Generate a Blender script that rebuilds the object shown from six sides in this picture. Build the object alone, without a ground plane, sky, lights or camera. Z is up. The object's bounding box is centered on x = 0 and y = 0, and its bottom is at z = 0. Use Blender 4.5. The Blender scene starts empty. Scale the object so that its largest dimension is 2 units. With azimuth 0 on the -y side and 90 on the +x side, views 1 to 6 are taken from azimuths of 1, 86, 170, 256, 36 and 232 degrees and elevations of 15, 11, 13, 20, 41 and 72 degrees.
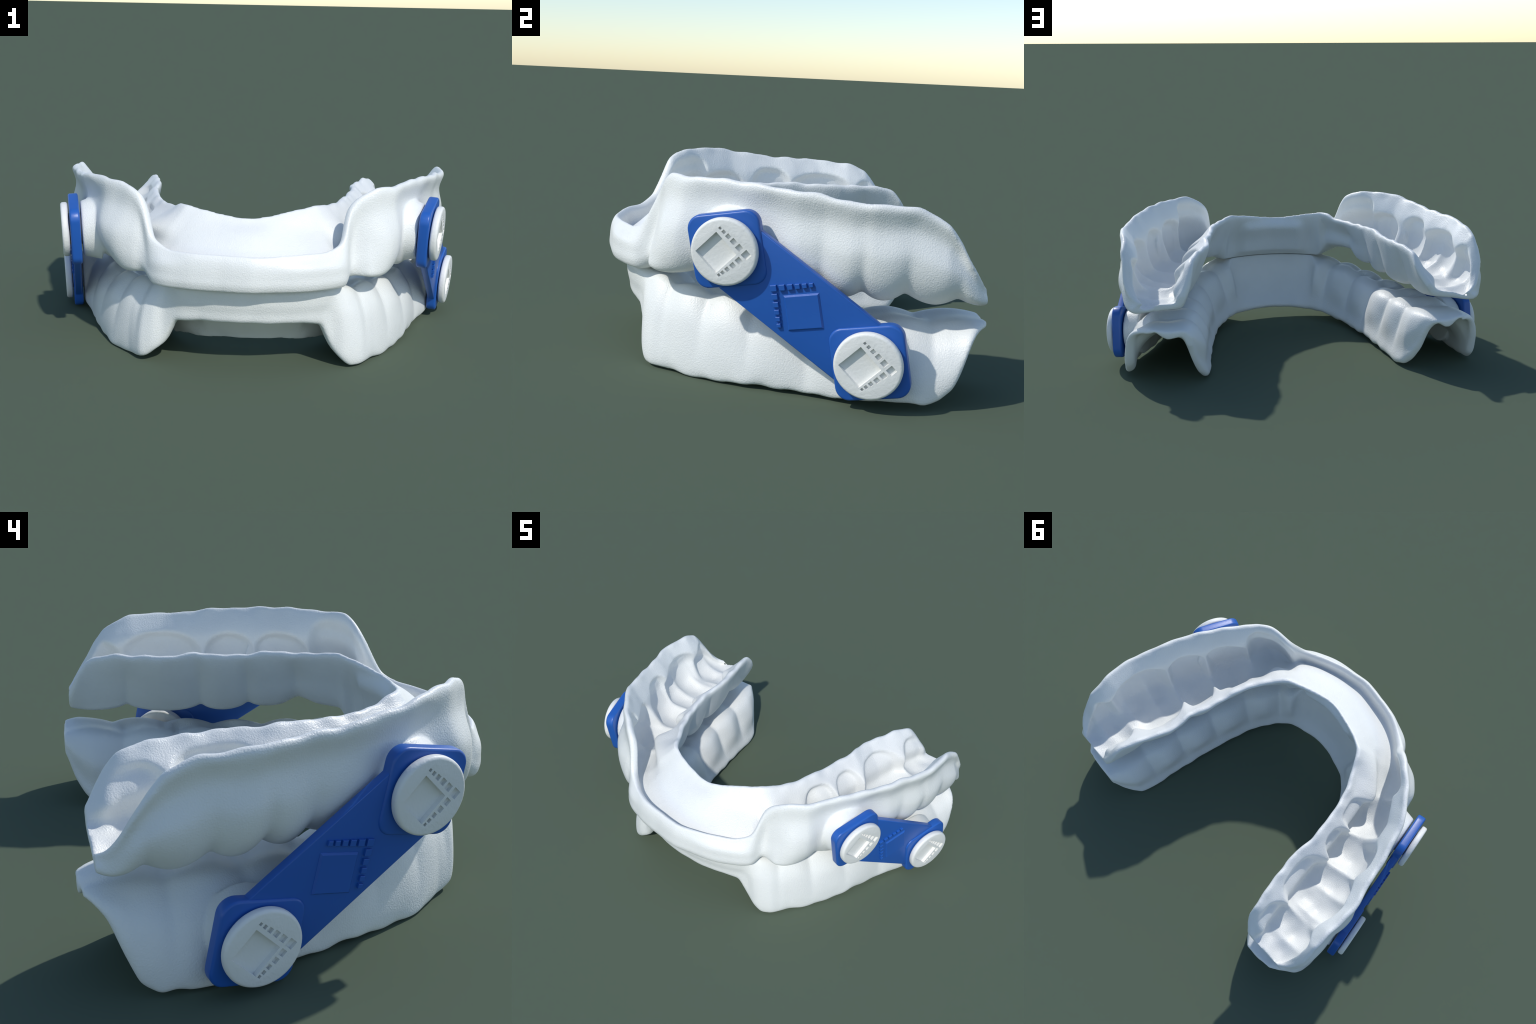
"""Two-piece dental sleep splint: a white upper and lower tooth tray, joined on
each side by a blue strap that is held by white round buttons."""
import bpy, bmesh, math
import numpy as np
from mathutils import Vector, Matrix

# ------------------------------------------------------------------ helpers
def sstep(a, b, x):
    t = np.clip((np.asarray(x, float) - a) / (b - a), 0, 1)
    return t * t * (3 - 2 * t)

def crom(P, m):
    Q = np.vstack([2 * P[0] - P[1], P, 2 * P[-1] - P[-2]])
    u = np.linspace(0, 1, m, endpoint=False)[:, None]
    out = [.5 * (2 * b + (c - a) * u + (2 * a - 5 * b + 4 * c - d) * u * u + (3 * b - a - 3 * c + d) * u ** 3)
           for a, b, c, d in zip(Q, Q[1:], Q[2:], Q[3:])]
    return np.vstack(out + [P[-1:]])

def loop_spline(C, m):
    """closed Catmull-Rom through the control points C (stations, K, 2)"""
    a, b, c, d = np.roll(C, 1, 1), C, np.roll(C, -1, 1), np.roll(C, -2, 1)
    u = np.arange(m)[None, None, :, None] / m
    a, b, c, d = (k[:, :, None, :] for k in (a, b, c, d))
    S = .5 * (2 * b + (c - a) * u + (2 * a - 5 * b + 4 * c - d) * u * u + (3 * b - a - 3 * c + d) * u ** 3)
    return S.reshape(C.shape[0], -1, 2)

def gsmooth(y, sig):
    k = np.arange(-4 * int(sig + 1), 4 * int(sig + 1) + 1)
    w = np.exp(-.5 * (k / sig) ** 2); w /= w.sum()
    return np.convolve(np.pad(y, len(k) // 2, mode='edge'), w, mode='valid')

# ------------------------------------------------------------------ dental arch
HALF = [(0, -.585), (.15, -.565), (.30, -.50), (.42, -.39), (.51, -.25), (.575, -.10), (.62, .05),
        (.655, .20), (.68, .35), (.69, .50), (.70, .60), (.705, .72), (.71, .85)]
ARCH = crom(np.array([(-x, y) for x, y in HALF[:0:-1]] + HALF), 40)
for _ in range(200):
    ARCH[1:-1] = .5 * ARCH[1:-1] + .25 * (ARCH[:-2] + ARCH[2:])
ARC = np.r_[0, np.cumsum(np.linalg.norm(np.diff(ARCH, axis=0), axis=1))]
ARC -= np.interp(0, ARCH[:, 0], ARC)
TAN = np.gradient(ARCH, axis=0); TAN /= np.linalg.norm(TAN, axis=1)[:, None]
OUT = np.stack([TAN[:, 1], -TAN[:, 0]], -1)

def on_arch(L, r, z, slide=0):
    """station L along the arch (0 = front middle, + = right side), r outward, z up"""
    c = np.stack([np.interp(L, ARC, ARCH[:, k]) for k in (0, 1)], -1)
    n = np.stack([np.interp(L, ARC, OUT[:, k]) for k in (0, 1)], -1)
    n /= np.linalg.norm(n, axis=-1, keepdims=True)
    xy = c[:, None] + n[:, None] * r[..., None]
    t = np.stack([-n[:, 1], n[:, 0]], -1)
    xy = xy + t[:, None] * (np.zeros_like(r) + slide)[..., None]
    return np.concatenate([xy, z[..., None]], -1)

END = 1.60
STEP = .005
def stations(left, right):
    global LS, AL
    LS = np.arange(-left, right + 1e-6, STEP)
    AL = np.abs(LS)
stations(END, END)

def curve(pts, sig=1.6):
    p = np.array(sorted(pts))
    return gsmooth(np.interp(LS, p[:, 0], p[:, 1]), sig)

def two(neg, pos, k, sig=1.6):
    """left list and right list of (station, value, value)"""
    return curve([(-p[0], p[k]) for p in neg] + [(p[0], p[k]) for p in pos], sig)

def teeth(bounds, p=.5):
    """scallop along the arch: 1 in the middle of each tooth, 0 between two teeth"""
    b = np.array(bounds)
    i = np.clip(np.searchsorted(b, AL) - 1, 0, len(b) - 2)
    q = np.clip((AL - b[i]) / (b[i + 1] - b[i]), 0, 1)
    return gsmooth(np.sin(np.pi * q) ** p, 1.5)

rng = np.random.default_rng(7)
def wobble(amp, waves, seed):
    g = np.random.default_rng(seed)
    return amp * sum(np.sin(LS * w + g.uniform(0, 6.28)) for w in waves) / len(waves) ** .5

def ripple(r, z, rO, zO, rI, zI, seed):
    """small waviness of the two hand-trimmed rims only"""
    for k, (rr, zz) in enumerate(((rO - .016, zO), (rI + .016, zI))):
        w = np.exp(-(((z - zz[:, None]) / .03) ** 2 + ((r - rr[:, None]) / .035) ** 2))
        w = w * (.35 + 1.05 * sstep(.3, .6, AL))[:, None]
        r = r + w * wobble(.0022, (19, 31, 53), seed + k)[:, None]
        z = z + w * wobble(.0024, (23, 37, 61), seed + 5 + k)[:, None]
    return r, z

def mix(a, b, t):
    return a * (1 - t) + b * t

# ------------------------------------------------------------------ upper tray
# station, outward offset, height of the cheek-side rim (left side, right side)
U_OUT_L = [(.0, .139, .522), (.10, .136, .525), (.2, .15, .526), (.27, .15, .526), (.30, .149, .53), (.33, .147, .545), (.36, .145, .565), (.385, .138, .625), (.405, .132, .68),
           (.43, .135, .73), (.47, .146, .757), (.52, .158, .766), (.59, .185, .772), (.71, .212, .769), (.76, .226, .764), (.82, .225, .748), (.90, .231, .738), (.98, .232, .727),
           (1.07, .232, .726), (1.14, .244, .719), (1.21, .253, .713), (1.29, .243, .709), (1.34, .235, .704), (1.39, .236, .688), (1.45, .237, .662),
           (1.49, .238, .62), (1.525, .232, .56), (1.555, .212, .49), (1.585, .185, .445), (1.615, .13, .42)]
U_OUT_R = [(.0, .139, .522), (.07, .127, .523), (.18, .117, .524), (.26, .112, .526), (.30, .110, .535), (.33, .108, .552), (.35, .098, .592), (.37, .082, .65), (.39, .075, .69),
           (.42, .088, .727), (.45, .109, .749), (.48, .126, .763), (.55, .155, .767), (.63, .156, .768), (.71, .170, .768), (.78, .184, .766), (.87, .196, .761), (.96, .215, .752),
           (1.05, .222, .743), (1.13, .236, .731), (1.20, .240, .726), (1.27, .233, .727), (1.33, .226, .718), (1.39, .224, .698), (1.45, .223, .664),
           (1.49, .214, .612), (1.515, .215, .55), (1.545, .20, .50), (1.57, .178, .465), (1.595, .135, .435)]
# tongue-side rim
U_IN_L = [(0, -.143, .623), (.08, -.143, .622), (.17, -.144, .632), (.25, -.138, .642), (.35, -.127, .652), (.40, -.118, .659), (.46, -.12, .654), (.56, -.128, .634), (.64, -.127, .629), (.76, -.131, .632),
          (.89, -.141, .635), (1.02, -.153, .636), (1.13, -.177, .632), (1.21, -.182, .630), (1.34, -.172, .632), (1.41, -.160, .630), (1.47, -.147, .613), (1.51, -.144, .60), (1.545, -.142, .572), (1.575, -.13, .53), (1.615, -.095, .465)]
U_IN_R = [(0, -.143, .623), (.09, -.152, .631), (.18, -.163, .642), (.28, -.165, .653), (.39, -.157, .662), (.46, -.154, .656), (.57, -.161, .650), (.68, -.167, .650), (.78, -.179, .648), (.88, -.187, .638),
          (.97, -.198, .637), (1.06, -.188, .645), (1.11, -.203, .643), (1.21, -.212, .633), (1.31, -.188, .634), (1.40, -.163, .639), (1.48, -.134, .621), (1.515, -.129, .605), (1.545, -.125, .57), (1.57, -.115, .52), (1.595, -.085, .46)]

def voxel_object(name, V, n, k, cell, smooth):
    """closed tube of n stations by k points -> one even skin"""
    faces = [(i * k + j, i * k + (j + 1) % k, (i + 1) * k + (j + 1) % k, (i + 1) * k + j) for i in range(n - 1) for j in range(k)]
    faces += [tuple(range(k - 1, -1, -1)), tuple((n - 1) * k + j for j in range(k))]
    me = bpy.data.meshes.new(name)
    me.from_pydata(V.reshape(-1, 3).tolist(), [], faces)
    ob = bpy.data.objects.new(name, me)
    bpy.context.collection.objects.link(ob)
    return ob

def apply_all(ob):
    dg = bpy.context.evaluated_depsgraph_get()
    me = bpy.data.meshes.new_from_object(ob.evaluated_get(dg))
    ob.modifiers.clear()
    old = ob.data
    ob.data = me
    bpy.data.meshes.remove(old)

CELL = .0055
def build_upper():
    stations(1.615, 1.597)
    rO, zO = two(U_OUT_L, U_OUT_R, 1), two(U_OUT_L, U_OUT_R, 2)
    rI, zI = two(U_IN_L, U_IN_R, 1), two(U_IN_L, U_IN_R, 2)
    f = 1 - sstep(.33, .43, AL)                       # 1 in the front, where the plate is
    cheek = teeth([.30, .345, .60, .83, 1.04, 1.175, 1.31, 1.50, 1.66], .8)
    tongue = teeth([.30, .40, .62, .84, 1.04, 1.36, 1.68])
    pit = teeth([.30, .345, .61, .84, 1.05, 1.36, 1.68], .6)
    base = curve([(s * l, v) for s in (-1, 1) for l, v in
                  [(0, .372), (.295, .375), (.315, .41), (.345, .445), (.39, .435), (.6, .425), (.83, .418), (1.2, .412), (1.31, .416), (1.5, .402), (1.6, .415)]], 2)
    zB = base - .033 * cheek * (1 - f) - .002
    zb = curve([(s * l, v) for s in (-1, 1) for l, v in [(0, .378), (.29, .379), (.35, .425), (.42, .450), (.55, .455), (.62, .450), (.84, .42), (1.04, .412), (1.36, .415), (1.5, .42), (1.6, .43)]], 2) - .035 * tongue * sstep(.58, .7, AL)
    zb = zb - .036 * sstep(.31, .36, LS) * (1 - sstep(.52, .66, LS))
    zB = zB - .014 * sstep(1.15, 1.35, -LS)
    zC = .65 * np.minimum(zB, zb) + .35 * np.maximum(zB, zb) + .004 * (1 - f)
    rC_shift = .25 * (zb - zB)
    # half width of the biting surface
    rB = mix(curve([(s * l, v) for s in (-1, 1) for l, v in [(.3, .115), (.345, .12), (.47, .15), (.6, .12), (.83, .105), (1.05, .13), (1.3, .15), (1.45, .145), (1.6, .13)]], 4) + .012 * cheek, rO - .03, f)
    rb = mix(curve([(s * l, v) for s in (-1, 1) for l, v in [(.3, -.05), (.6, -.04), (.85, -.065), (1.1, -.085), (1.35, -.075), (1.6, -.05)]], 4) - .012 * tongue, -.115 + 0 * LS, f)
    hO, hI = zO - zB, zI - zb
    pull = sstep(.0, .25, hO)                         # walls die away at the open ends
    pullI = sstep(.06, .2, hI)
    trough = np.exp(-((LS - .62) / .12) ** 4)
    fi = np.where(LS < 0, 1 - sstep(.33, .62, AL), 1 - sstep(.33, .50, LS))               # the plate stops earlier on the right
    bulge = curve([(s * l, v) for s in (-1, 1) for l, v in [(.33, .0), (.40, .014), (.49, .044), (.58, .018), (.66, -.012), (.78, -.020), (.9, -.02), (1.1, -.012), (1.4, .006), (1.6, .008)]], 4) + .009 * cheek * (1 - f) + .020 * np.exp(-((LS + .57) / .07) ** 2)
    gum = .017 * pull * (.2 + .8 * sstep(.55, .7, AL))
    lean = np.where(LS < 0, .20 + .38 * sstep(.6, .9, AL), .50 + .08 * sstep(.6, .9, AL))
    th = .043 - .012 * sstep(1.50, 1.59, AL)
    P = lambda r, z: np.stack([r + 0 * LS, z + 0 * LS], -1)
    def side(w, a, b):                                # height fraction w between bottom a and rim b
        return a + (b - a) * w
    back = [
        P(rO - .015, zO),
        P(rO, zO - .02 * pull),
        P(rO - gum + .25 * bulge * pull, side(.74, zB, zO)),
        P(mix(rB + .03, rO + bulge, .35 + .65 * pull), side(.45, zB, zO)),
        P(mix(rB + .035, rO + bulge, .55), side(.17, zB, zO)),
        P(rB, zB),
        P(.5 * (rB + rb) + rC_shift, zC),
        P(rb, zb),
        P(mix(rb, rI, .30) - .008 * tongue, side(.16, zb, zI)),
        P(mix(rb, rI, lean) - .012 * tongue, side(.48, zb, zI)),
        P(rI - .004, zI - .022),
        P(rI + .012, zI),
        P(rI + .046, zI - .030),
        P(mix(rb, rI, lean + .12) + th + .060 * pullI * (1 - trough), side(.5, zb, zI) + .01),
        P(mix(rb, rI, .25) + th + (.026 - .03 * trough) * pullI, side(.16, zb, zI) + .014 - .012 * trough),
        P(.5 * (rB + rb) + rC_shift, zC + .030 + .010 * (1 - pit) * (1 - trough)),
        P(mix(rB, rO + bulge, .3) - th - .024 * pull, side(.14, zB, zO) + .014),
        P(mix(rB + .03, rO + bulge, .35 + .65 * pull) - th - .036 * pull, side(.45, zB, zO) + .01),
        P(rO - gum - .036 - .03 * pull, side(.72, zB, zO)),
        P(rO - .036, zO - .018),
    ]
    bend = .013 * np.exp(-((AL - .31) / .06) ** 2) + .018 * np.exp(-((LS - .2) / .10) ** 2)
    front = [
        P(rO - .015, zO), P(rO, zO - .02), P(rO + .008 + bend, .475), P(rO + .012 + bend, .435), P(rO + .012 + bend, .396), P(rO - .010 + bend, .371), P(.03, .374), P(-.05, .377), P(-.072, .395),
        P(-.090, .50), P(rI + .004, zI - .03), P(rI + .008, zI), P(rI + .034, zI - .020), P(rI + .09, .568), P(.01, .51), P(.05, .475), P(rO - .055, .452), P(rO - .041, .470),
        P(rO - .037, .495), P(rO - .033, zO - .016)]
    C = np.stack([a * (1 - w[:, None]) + b * w[:, None] for a, b, w in zip(back, front, [f] * 12 + [fi] * 5 + [f] * 3)], 1)
    m = 7
    S = loop_spline(C, m)
    r, z = S[..., 0].copy(), S[..., 1].copy()
    s = np.arange(r.shape[1]) / m
    # sockets pressed by the teeth into the inner faces
    spots_cheek = [(.475, .125, .745), (.72, .105, .665), (.945, .098, .66), (1.205, .150, .652), (1.50, .135, .62)]
    spots_tongue = [(.74, .095, .60), (.945, .090, .60), (1.20, .150, .600), (1.52, .145, .60)]
    def window(spots, z):
        w = np.zeros_like(z)
        for k, (c, h, top) in enumerate(spots):
            side_shift = np.where(LS > 0, .008 * math.sin(5 * k + 1), .010 * math.cos(3 * k))[:, None]
            tilt = np.where(LS > 0, .10 * math.sin(2.3 * k), .10 * math.cos(1.7 * k + 1))[:, None]
            d = AL[:, None] - c - side_shift - tilt * (z - .55)
            q = (np.abs(d) / h) ** 2.4 + (np.clip(z - (top - .1) - side_shift, 0, None) / .1) ** 2.6
            w = np.maximum(w, 1 - sstep(.45, 1.25, q))
        return w
    in_cheek = sstep(15.3, 16.2, s) * (1 - sstep(18.9, 19.6, s))
    in_tongue = sstep(11.6, 12.4, s) * (1 - sstep(14.2, 14.9, s))
    open_end = (1 - sstep(1.50, 1.585, AL))[:, None]
    near_rim = open_end * sstep(.02, .085, zO[:, None] - z), open_end * sstep(.015, .07, zI[:, None] - z)
    r += .036 * window(spots_cheek, z) * in_cheek * near_rim[0] * (1 - f)[:, None]
    r -= .040 * window(spots_tongue, z) * in_tongue * near_rim[1] * (1 - f)[:, None]
    # cusp marks on the socket floors
    floor = sstep(14, 14.6, s) * (1 - sstep(15.6, 16.2, s))
    for c, h, n_cusp in [(.475, .1, 1), (.72, .1, 1), (.945, .1, 1), (1.205, .14, 2), (1.485, .11, 2)]:
        for k in range(n_cusp):
            for sr in (-1, 1):
                lc = c + (k - (n_cusp - 1) / 2) * h * .95 + sr * .012
                z -= floor * (1 - f)[:, None] * .011 * np.exp(-(((AL - lc) / .042)[:, None] ** 2 + ((r - .035 - sr * .045) / .034) ** 2))
    r, z = ripple(r, z, rO, zO, rI, zI, 1)
    # pad on the tongue face of the front
    pad = (1 - sstep(.20, .29, AL))[:, None] * sstep(.38, .42, z) * (1 - sstep(.55, .62, z)) * sstep(7.5, 8, s) * (1 - sstep(10, 10.5, s))
    r -= .042 * pad
    return voxel_object('upper_tray', on_arch(LS, r, z), len(LS), r.shape[1], CELL, 3)

# ------------------------------------------------------------------ lower tray
L_OUT_R = [(0, .051, .229), (.2, .060, .227), (.24, .062, .220), (.275, .066, .200), (.295, .068, .15), (.32, .075, .09), (.345, .105, .045), (.375, .122, .010), (.42, .132, .004), (.5, .122, .004), (.6, .130, .0),
         (.7, .134, .003), (.82, .142, .012), (.9, .146, .014), (1.0, .150, .006), (1.08, .175, .012), (1.15, .198, .016), (1.25, .215, .022), (1.38, .222, .022), (1.46, .22, .038), (1.505, .217, .08), (1.53, .212, .14), (1.55, .207, .21),
         (1.57, .185, .255), (1.595, .145, .278), (1.63, .08, .285)]
L_OUT_L = [p for p in L_OUT_R if p[0] < 1.2] + [(1.25, .202, .006), (1.38, .210, .003), (1.48, .208, .012), (1.53, .203, .04), (1.562, .196, .12), (1.585, .183, .18), (1.605, .160, .235), (1.635, .13, .268), (1.66, .07, .28)]
L_OUT_L = [(l + .028 * (.22 < l < .4), r + .012 * (l > .2) + .010 * (.5 < l < 1.05), z - .016 * (l < .25) - .005 * (.5 < l < 1.05) + .014 * (.33 < l < .48)) for l, r, z in L_OUT_L]
L_OUT_R = [(l, r, z - .016 * (l < .25)) for l, r, z in L_OUT_R]
L_IN = [(0, -.199, .070), (.2, -.197, .066), (.34, -.180, .056), (.45, -.177, .05), (.6, -.178, .03), (.75, -.187, .02), (.93, -.207, .022), (1.1, -.215, .018), (1.28, -.218, .006), (1.42, -.213, .004), (1.51, -.20, .012), (1.555, -.175, .05), (1.595, -.145, .12),
        (1.615, -.13, .20), (1.635, -.105, .255), (1.66, -.07, .275)]

def build_lower():
    stations(1.655, 1.625)
    rO, zO = two(L_OUT_L, L_OUT_R, 1), two(L_OUT_L, L_OUT_R, 2)
    rI, zI = two(L_IN, L_IN, 1), two(L_IN, L_IN, 2)
    left = 1 - sstep(-.6, -.3, LS)
    rI = rI + .010 * left
    f = 1 - sstep(.27, .36, AL)
    cheek = teeth([.22, .28, .455, .61, .79, 1.00, 1.20, 1.42, 1.70], .8)
    tongue = teeth([.30, .45, .68, .92, 1.15, 1.38, 1.66], .8)
    top = curve([(s * l, v) for s in (-1, 1) for l, v in [(0, .374), (.29, .374), (.33, .345), (.4, .337), (.6, .314), (.8, .290), (1.0, .284), (1.3, .292), (1.5, .298), (1.66, .298)]], 3)
    zT = top - .010 * (1 - f) + .022 * cheek * (1 - f)
    zt = top + .026 * tongue * (1 - f) - .016 * (1 - f)
    zC = np.minimum(zT, zt) - .002 * (1 - f)
    rT = curve([(s * l, v) for s in (-1, 1) for l, v in [(0, .05), (.3, .055), (.45, .04), (.6, .035), (.8, .04), (1.0, .055), (1.2, .06), (1.4, .07), (1.65, .08)]], 4)
    rt = curve([(s * l, v) for s in (-1, 1) for l, v in [(0, -.06), (.3, -.045), (.45, -.03), (.7, -.04), (.9, -.06), (1.0, -.07), (1.3, -.095), (1.65, -.07)]], 4)
    P = lambda r, z: np.stack([r + 0 * LS, z + 0 * LS], -1)
    side = lambda w, a, b: a + (b - a) * w
    th = curve([(s * l, v) for s in (-1, 1) for l, v in [(0, .04), (.9, .04), (1.2, .050), (1.48, .052), (1.60, .034), (1.66, .030)]], 3)
    bc = .008 * cheek * (1 - f) * sstep(0, .2, zT - zO)
    bt = .030 * tongue * (1 - f) * sstep(0, .2, zt - zI)
    back = [
        P(rO - .016, zO), P(rO, side(.08, zO, zT)), P(mix(rO, rT, .06) + .5 * bc, side(.36, zO, zT)), P(mix(rO, rT, .30) + bc, side(.68, zO, zT)), P(mix(rO, rT, .70) + bc, side(.91, zO, zT)),
        P(rT, zT), P(.5 * (rT + rt), zC), P(rt, zt),
        P(mix(rI, rt, .66) - .8 * bt, side(.9, zI, zt)), P(mix(rI, rt, .42) - bt - .010 * sstep(.4, .8, LS), side(.60, zI, zt)), P(mix(rI, rt, .16) - .15 * bt, side(.28, zI, zt)), P(rI, side(.08, zI, zt)), P(rI + .018, zI),
        P(rI + th - .004, side(.08, zI, zt)), P(mix(rI, rt, .30) + th, side(.5, zI, zt)), P(mix(rI, rt, .66) + th, side(.8, zI, zt) - .015), P(.5 * (rT + rt), zC - .042),
        P(mix(rO, rT, .70) - th, side(.8, zO, zT) - .015), P(mix(rO, rT, .36) - th, side(.58, zO, zT)), P(mix(rO, rT, .1) - th, side(.35, zO, zT)), P(rO - th + .002, side(.08, zO, zT))]
    front = [
        P(rO - .016, zO), P(rO + .002, zO + .014), P(rO + .008, .26), P(rO + .018, .305), P(rO + .018, .350), P(.045, .373), P(.0, .373), P(-.045, .373),
        P(-.062, .366), P(-.105, .25), P(-.148, .155), P(rI, zI + .025), P(rI + .018, zI), P(rI + .038, zI + .025), P(-.075, .20), P(-.04, .28), P(-.015, .315), P(.0, .325), P(.015, .31), P(rO - .04, .28), P(rO - .036, zO + .012)]
    C = np.stack([a * (1 - f[:, None]) + b * f[:, None] for a, b in zip(back, front)], 1)
    S = loop_spline(C, 7)
    r, z = ripple(S[..., 0].copy(), S[..., 1].copy(), rO, zO, rI, zI, 11)
    z = np.maximum(z, 0)
    # the open ends are rounded in plan: cut back toward cheek and tongue
    cut = (.016 * sstep(.02, .17, r) + .006 * sstep(.09, .17, -r)) * sstep(1.42, 1.60, AL)[:, None]
    return voxel_object('lower_tray', on_arch(LS, r, z, -cut * np.sign(LS)[:, None]), len(LS), S.shape[1], CELL, 3)

# ------------------------------------------------------------------ materials
def resin_material(name, colour, rough, grain, bump):
    m = bpy.data.materials.new(name); m.use_nodes = True
    nt = m.node_tree; n, l = nt.nodes, nt.links
    b = n['Principled BSDF']
    b.inputs['Roughness'].default_value = rough
    b.inputs['Specular IOR Level'].default_value = .5
    tc = n.new('ShaderNodeTexCoord')
    big = n.new('ShaderNodeTexNoise'); big.inputs['Scale'].default_value = 6; big.inputs['Detail'].default_value = 3
    ramp = n.new('ShaderNodeValToRGB')
    ramp.color_ramp.elements[0].color = (*[c * .965 for c in colour], 1); ramp.color_ramp.elements[0].position = .35
    ramp.color_ramp.elements[1].color = (*colour, 1); ramp.color_ramp.elements[1].position = .6
    fine = n.new('ShaderNodeTexNoise'); fine.inputs['Scale'].default_value = grain; fine.inputs['Detail'].default_value = 2
    bp = n.new('ShaderNodeBump'); bp.inputs['Strength'].default_value = bump; bp.inputs['Distance'].default_value = .004
    l.new(tc.outputs['Object'], big.inputs['Vector']); l.new(tc.outputs['Object'], fine.inputs['Vector'])
    l.new(big.outputs['Fac'], ramp.inputs['Fac']); l.new(ramp.outputs['Color'], b.inputs['Base Color'])
    l.new(fine.outputs['Fac'], bp.inputs['Height']); l.new(bp.outputs['Normal'], b.inputs['Normal'])
    return m

WHITE = resin_material('white_resin', (.79, .802, .777), .42, 185, .38)
CAP = resin_material('white_button_resin', (.79, .79, .757), .5, 90, .30)
BLUE = resin_material('blue_resin', (.017, .104, .42), .38, 140, .06)

# ------------------------------------------------------------------ straps and buttons
# side: centre of upper button, centre of lower button, outward normal
SIDES = [((.812, -.26, .53), (.956, .242, .176), (.95, -.308, -.05), 1),
         ((-.854, -.254, .508), (-.964, .255, .150), (-.972, -.23, -.04), -1)]
DISC_R, DISC_T, PLATE_T, BAR_T = .121, .032, .045, .038
SQUARE, CORNER = .265, .05

def prism(outline, z0, z1, bevel, seg=3):
    """bmesh plate from a 2D outline, edges rounded"""
    bm = bmesh.new()
    vs = [bm.verts.new((x, y, z0)) for x, y in outline]
    fc = bm.faces.new(vs)
    ex = bmesh.ops.extrude_face_region(bm, geom=[fc])
    bmesh.ops.translate(bm, verts=[v for v in ex['geom'] if isinstance(v, bmesh.types.BMVert)], vec=(0, 0, z1 - z0))
    bmesh.ops.recalc_face_normals(bm, faces=bm.faces)
    if bevel:
        es = [e for e in bm.edges if abs(e.verts[0].co.z - e.verts[1].co.z) < 1e-6]
        bmesh.ops.bevel(bm, geom=es, offset=bevel, segments=seg, profile=.5, affect='EDGES', clamp_overlap=True)
    return bm

def rounded_square(c, side, rad, n=8):
    pts = []
    for k, (sx, sy) in enumerate([(1, 1), (-1, 1), (-1, -1), (1, -1)]):
        for i in range(n + 1):
            a = math.pi / 2 * (k + i / n)
            pts.append((c[0] + sx * (side / 2 - rad) + rad * math.cos(a), c[1] + sy * (side / 2 - rad) + rad * math.sin(a)))
    return pts

def circle(rad, n=72):
    return [(rad * math.cos(2 * math.pi * i / n), rad * math.sin(2 * math.pi * i / n)) for i in range(n)]

def bm_object(name, bm, mat, frame, parent, angle=35):
    me = bpy.data.meshes.new(name)
    bm.normal_update(); bm.to_mesh(me); bm.free()
    me.materials.append(mat)
    for p in me.polygons: p.use_smooth = True
    me.set_sharp_from_angle(angle=math.radians(angle))
    ob = bpy.data.objects.new(name, me)
    bpy.context.collection.objects.link(ob)
    ob.matrix_world = frame
    ob.parent = parent
    return ob

def make_frame(origin, e1, e2, n):
    M = Matrix.Identity(4)
    for i in range(3):
        M[i][0], M[i][1], M[i][2], M[i][3] = e1[i], e2[i], n[i], origin[i]
    return M

root = bpy.data.objects.new('dental_splint', None)
bpy.context.collection.objects.link(root)
root['label'] = 'white two-piece mouth splint with blue side straps'
root['category'] = 'dental splint'

# marks pressed into a button: centre offset, full diagonal (in units of the radius)
MARKS = [(-.225, -.03, 1.23), (-.115, .70, .11), (-.004, .60, .145), (.13, .48, .185), (.29, .343, .225), (.465, .175, .255), (.675, -.02, .32),
         (.46, -.198, .245), (.285, -.355, .215), (.12, -.481, .175), (-.012, -.593, .145), (-.12, -.675, .115)]

def build_button():
    bm = prism(circle(DISC_R), -DISC_T / 2, DISC_T / 2, .011, 4)
    disc = bpy.data.meshes.new('cap'); bm.to_mesh(disc); bm.free()
    cut = bmesh.new()
    for i, (x, y, d) in enumerate(MARKS):
        h = d * DISC_R / 2
        depth = .016 if i == 0 else .011
        c = (x * DISC_R, y * DISC_R)
        o = [(c[0] + h, c[1]), (c[0], c[1] + h), (c[0] - h, c[1]), (c[0], c[1] - h)]
        b2 = prism(o, DISC_T / 2 - depth, DISC_T / 2 + .02, 0)
        t = bpy.data.meshes.new('t'); b2.to_mesh(t); b2.free(); cut.from_mesh(t); bpy.data.meshes.remove(t)
    cm = bpy.data.meshes.new('cut'); cut.to_mesh(cm); cut.free()
    a, b = bpy.data.objects.new('cap', disc), bpy.data.objects.new('cut', cm)
    bpy.context.collection.objects.link(a); bpy.context.collection.objects.link(b)
    md = a.modifiers.new('b', 'BOOLEAN'); md.operation = 'DIFFERENCE'; md.object = b; md.solver = 'EXACT'
    bpy.context.view_layer.update()
    apply_all(a)
    me = a.data
    bpy.data.objects.remove(a); bpy.data.objects.remove(b); bpy.data.meshes.remove(cm)
    # stem that runs through the strap
    bm = bmesh.new(); bm.from_mesh(me)
    st = prism(circle(.07, 40), -DISC_T / 2 - .075, -DISC_T / 2 + .002, 0)
    t = bpy.data.meshes.new('t'); st.to_mesh(t); st.free(); bm.from_mesh(t); bpy.data.meshes.remove(t)
    bm.to_mesh(me); bm.free()
    me.materials.append(CAP)
    for p in me.polygons: p.use_smooth = True
    me.set_sharp_from_angle(angle=math.radians(35))
    me.name = 'round_button'
    return me

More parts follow.
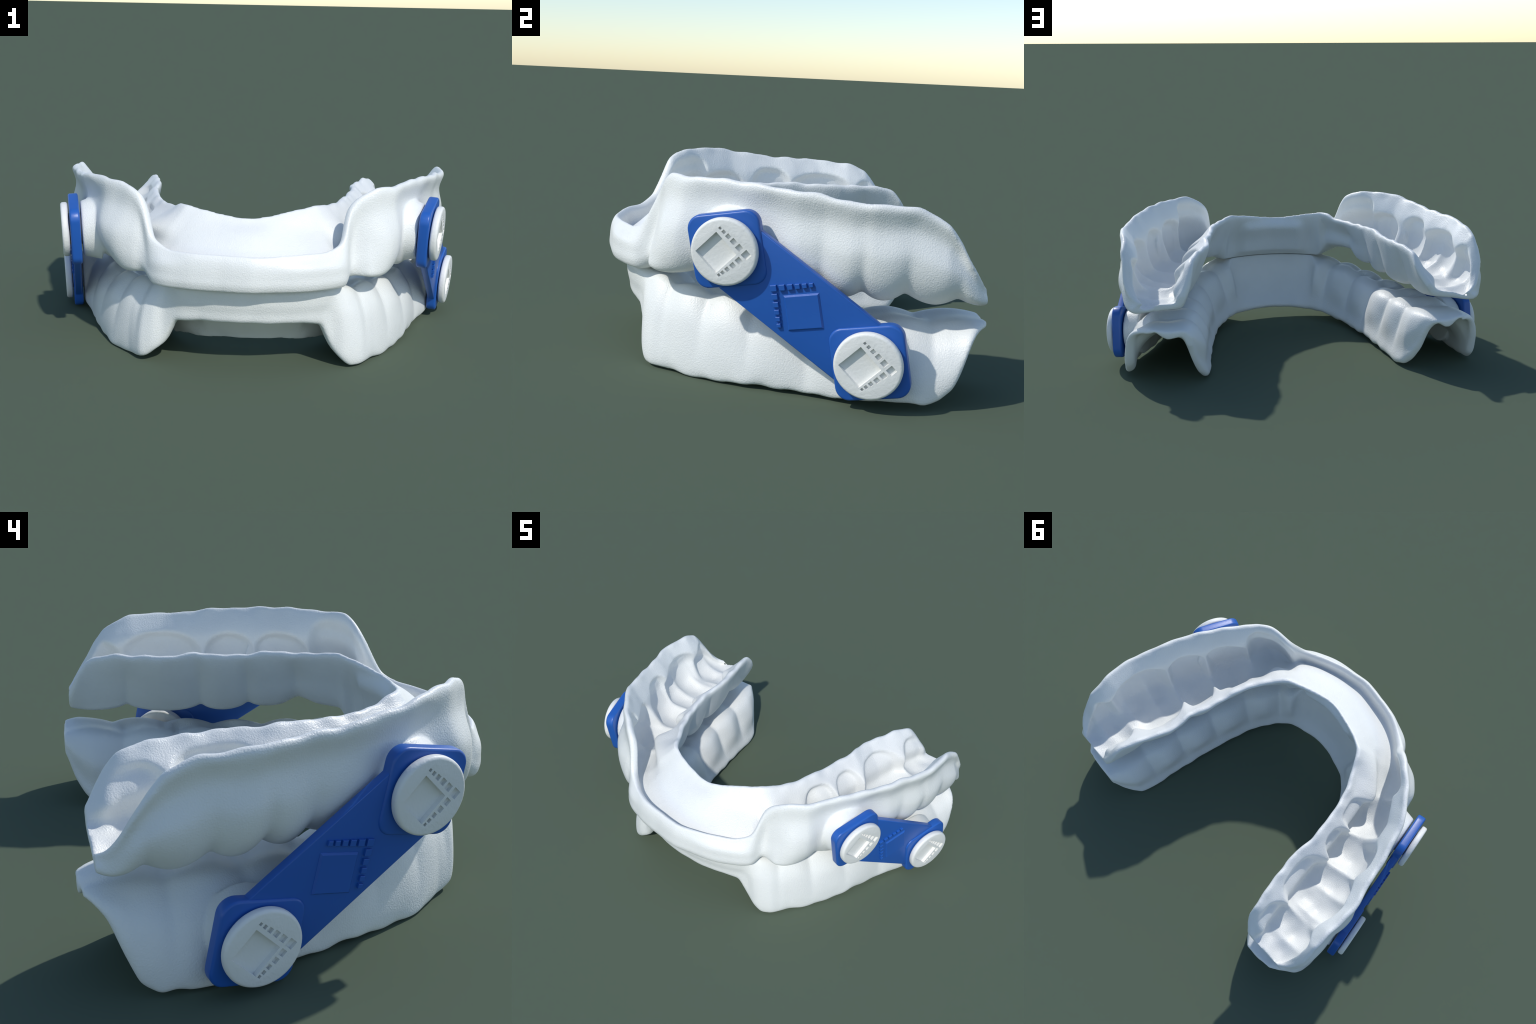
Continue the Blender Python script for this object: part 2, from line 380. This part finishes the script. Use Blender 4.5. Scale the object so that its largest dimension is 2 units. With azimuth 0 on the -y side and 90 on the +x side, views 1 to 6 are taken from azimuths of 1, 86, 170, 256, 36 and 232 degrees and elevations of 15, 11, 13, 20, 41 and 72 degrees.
BUTTON = build_button()
posts_up, posts_low = [], []
TURN = math.radians(10.5)
for up, low, nrm, sgn in SIDES:
    up, low, n = Vector(up), Vector(low), Vector(nrm).normalized()
    d = low - up
    n = (n - d.normalized() * n.dot(d.normalized())).normalized()
    # in-plane axes as seen from outside: right and up
    right = Vector((0, 0, 1)).cross(n).normalized()
    upv = n.cross(right)
    t = TURN * sgn
    e1 = right * math.cos(t) + upv * math.sin(t)
    e2 = n.cross(e1)
    face = DISC_T / 2                                  # measured centres lie near the faces
    for c, posts in ((up, posts_up), (low, posts_low)):
        ob = bpy.data.objects.new('round_button', BUTTON)
        bpy.context.collection.objects.link(ob)
        ob.matrix_world = make_frame(c - n * .006, right, upv, n)
        ob.parent = root
        posts.append((c, n))
    mid = (up + low) / 2 - n * (.006 + face + .004 + PLATE_T)     # back plane of the strap
    F = make_frame(mid, e1, e2, n)
    q = F.inverted() @ (up - n * n.dot(up - mid)), F.inverted() @ (low - n * n.dot(low - mid))
    bm = bmesh.new()
    for c in q:
        p = prism(rounded_square((c.x, c.y), SQUARE, CORNER), 0, PLATE_T, .009, 4)
        tm = bpy.data.meshes.new('t'); p.to_mesh(tm); p.free(); bm.from_mesh(tm); bpy.data.meshes.remove(tm)
    dv = (q[1] - q[0]).normalized(); pv = Vector((-dv.y, dv.x, 0)); hw = .132
    o = [q[0] + pv * hw, q[0] - pv * hw, q[1] - pv * hw, q[1] + pv * hw]
    p = prism([(v.x, v.y) for v in o], .006, .006 + BAR_T - .006, .005, 3)
    tm = bpy.data.meshes.new('t'); p.to_mesh(tm); p.free(); bm.from_mesh(tm); bpy.data.meshes.remove(tm)
    strap = bm_object('connecting_strap', bm, BLUE, F, root)
    # raised chip-like emblem in the middle of the strap
    top = BAR_T
    def block(name, x, y, sx, sy, h, bev):
        p = prism([(x - sx / 2, y - sy / 2), (x + sx / 2, y - sy / 2), (x + sx / 2, y + sy / 2), (x - sx / 2, y + sy / 2)], top - .002, top + h, 0)
        es = [e for e in p.edges if all(v.co.z > top for v in e.verts)]
        bmesh.ops.bevel(p, geom=es, offset=bev, segments=1, affect='EDGES')
        ob = bm_object(name, p, BLUE, Matrix.Identity(4), strap, 20)
        return ob
    g = -sgn
    block('emblem_plate', .018 * sgn, -.022, .128, .128, .007, .006)
    for i in range(6):
        s = .0225 - .0016 * i
        off = .0315 * i - .0009 * i * i
        x, y = (-.076 + off), (.072)
        block('emblem_block', sgn * x, y, s, s, .010, .0015)
        if i:
            block('emblem_block', sgn * -.076, .072 - off, s, s, .010, .0015)

# ------------------------------------------------------------------ fuse posts to the trays, skin them, split by region
def finish_tray(ob, posts, inward, radius, flare):
    bm = bmesh.new(); bm.from_mesh(ob.data)
    zone = []
    for c, n in posts:
        top = c - n * (.006 + DISC_T / 2 + .006 + PLATE_T + .004)
        p = prism(circle(radius, 48), -inward, 0, .008, 3)
        for v in p.verts:                              # slight flare toward the tray
            k = 1 + flare * min(1, max(0, -v.co.z / inward)) ** 1.5
            v.co.x *= k; v.co.y *= k
        right = Vector((0, 0, 1)).cross(n).normalized()
        M = make_frame(top, right, n.cross(right), n)
        p.transform(M)
        tm = bpy.data.meshes.new('t'); p.to_mesh(tm); p.free(); bm.from_mesh(tm); bpy.data.meshes.remove(tm)
        zone.append(M.inverted())
    bm.to_mesh(ob.data); bm.free()
    rm = ob.modifiers.new('skin', 'REMESH'); rm.mode = 'VOXEL'; rm.voxel_size = CELL; rm.adaptivity = 0
    sm = ob.modifiers.new('smooth', 'SMOOTH'); sm.factor = .5; sm.iterations = 6
    bpy.context.view_layer.update()
    apply_all(ob)
    # the free ends of the arms are worn rounder than the rest
    me = ob.data
    co = np.empty(len(me.vertices) * 3); me.vertices.foreach_get('co', co)
    y = co.reshape(-1, 3)[:, 1]
    vg = ob.vertex_groups.new(name='ends')
    for i in np.nonzero(y > .52)[0].tolist():
        vg.add([i], float(sstep(.52, .64, y[i])), 'REPLACE')
    sm = ob.modifiers.new('round', 'SMOOTH'); sm.factor = .5; sm.iterations = 14; sm.vertex_group = 'ends'
    bpy.context.view_layer.update()
    apply_all(ob)
    ob.vertex_groups.clear()
    me = ob.data
    for p in me.polygons: p.use_smooth = True
    me.materials.clear(); me.materials.append(WHITE)
    co = np.empty(len(me.vertices) * 3); me.vertices.foreach_get('co', co); co = co.reshape(-1, 3)
    me.update()
    nv = np.array([v.normal[:] for v in me.vertices])
    cen = np.empty(len(me.polygons) * 3); me.polygons.foreach_get('center', cen); cen = cen.reshape(-1, 3)
    tag = np.zeros(len(me.polygons), int)
    for i, M in enumerate(zone):
        q = cen @ np.array(M.to_3x3()).T + np.array(M.translation)
        tag[(np.hypot(q[:, 0], q[:, 1]) < .135) & (q[:, 2] > -.05)] = i + 1
    for i in range(len(zone), -1, -1):
        b = bmesh.new(); b.from_mesh(me); b.faces.ensure_lookup_table()
        idl = b.verts.layers.int.new('src')
        for v in b.verts: v[idl] = v.index
        bmesh.ops.delete(b, geom=[f for f in b.faces if tag[f.index] != i], context='FACES')
        ids = [v[idl] for v in b.verts]
        b.verts.layers.int.remove(idl)
        new = bpy.data.meshes.new(ob.name if i == 0 else 'mounting_post')
        b.to_mesh(new); b.free()
        new.materials.clear(); new.materials.append(WHITE)
        for p in new.polygons: p.use_smooth = True
        if len(ids): new.normals_split_custom_set_from_vertices(nv[ids].tolist())
        if i:
            o = bpy.data.objects.new('mounting_post', new)
            bpy.context.collection.objects.link(o); o.parent = ob
        else:
            ob.data = new
    bpy.data.meshes.remove(me)
    ob.parent = root
    return ob

finish_tray(build_upper(), posts_up, .085, .123, .20)
finish_tray(build_lower(), posts_low, .085, .118, .06)
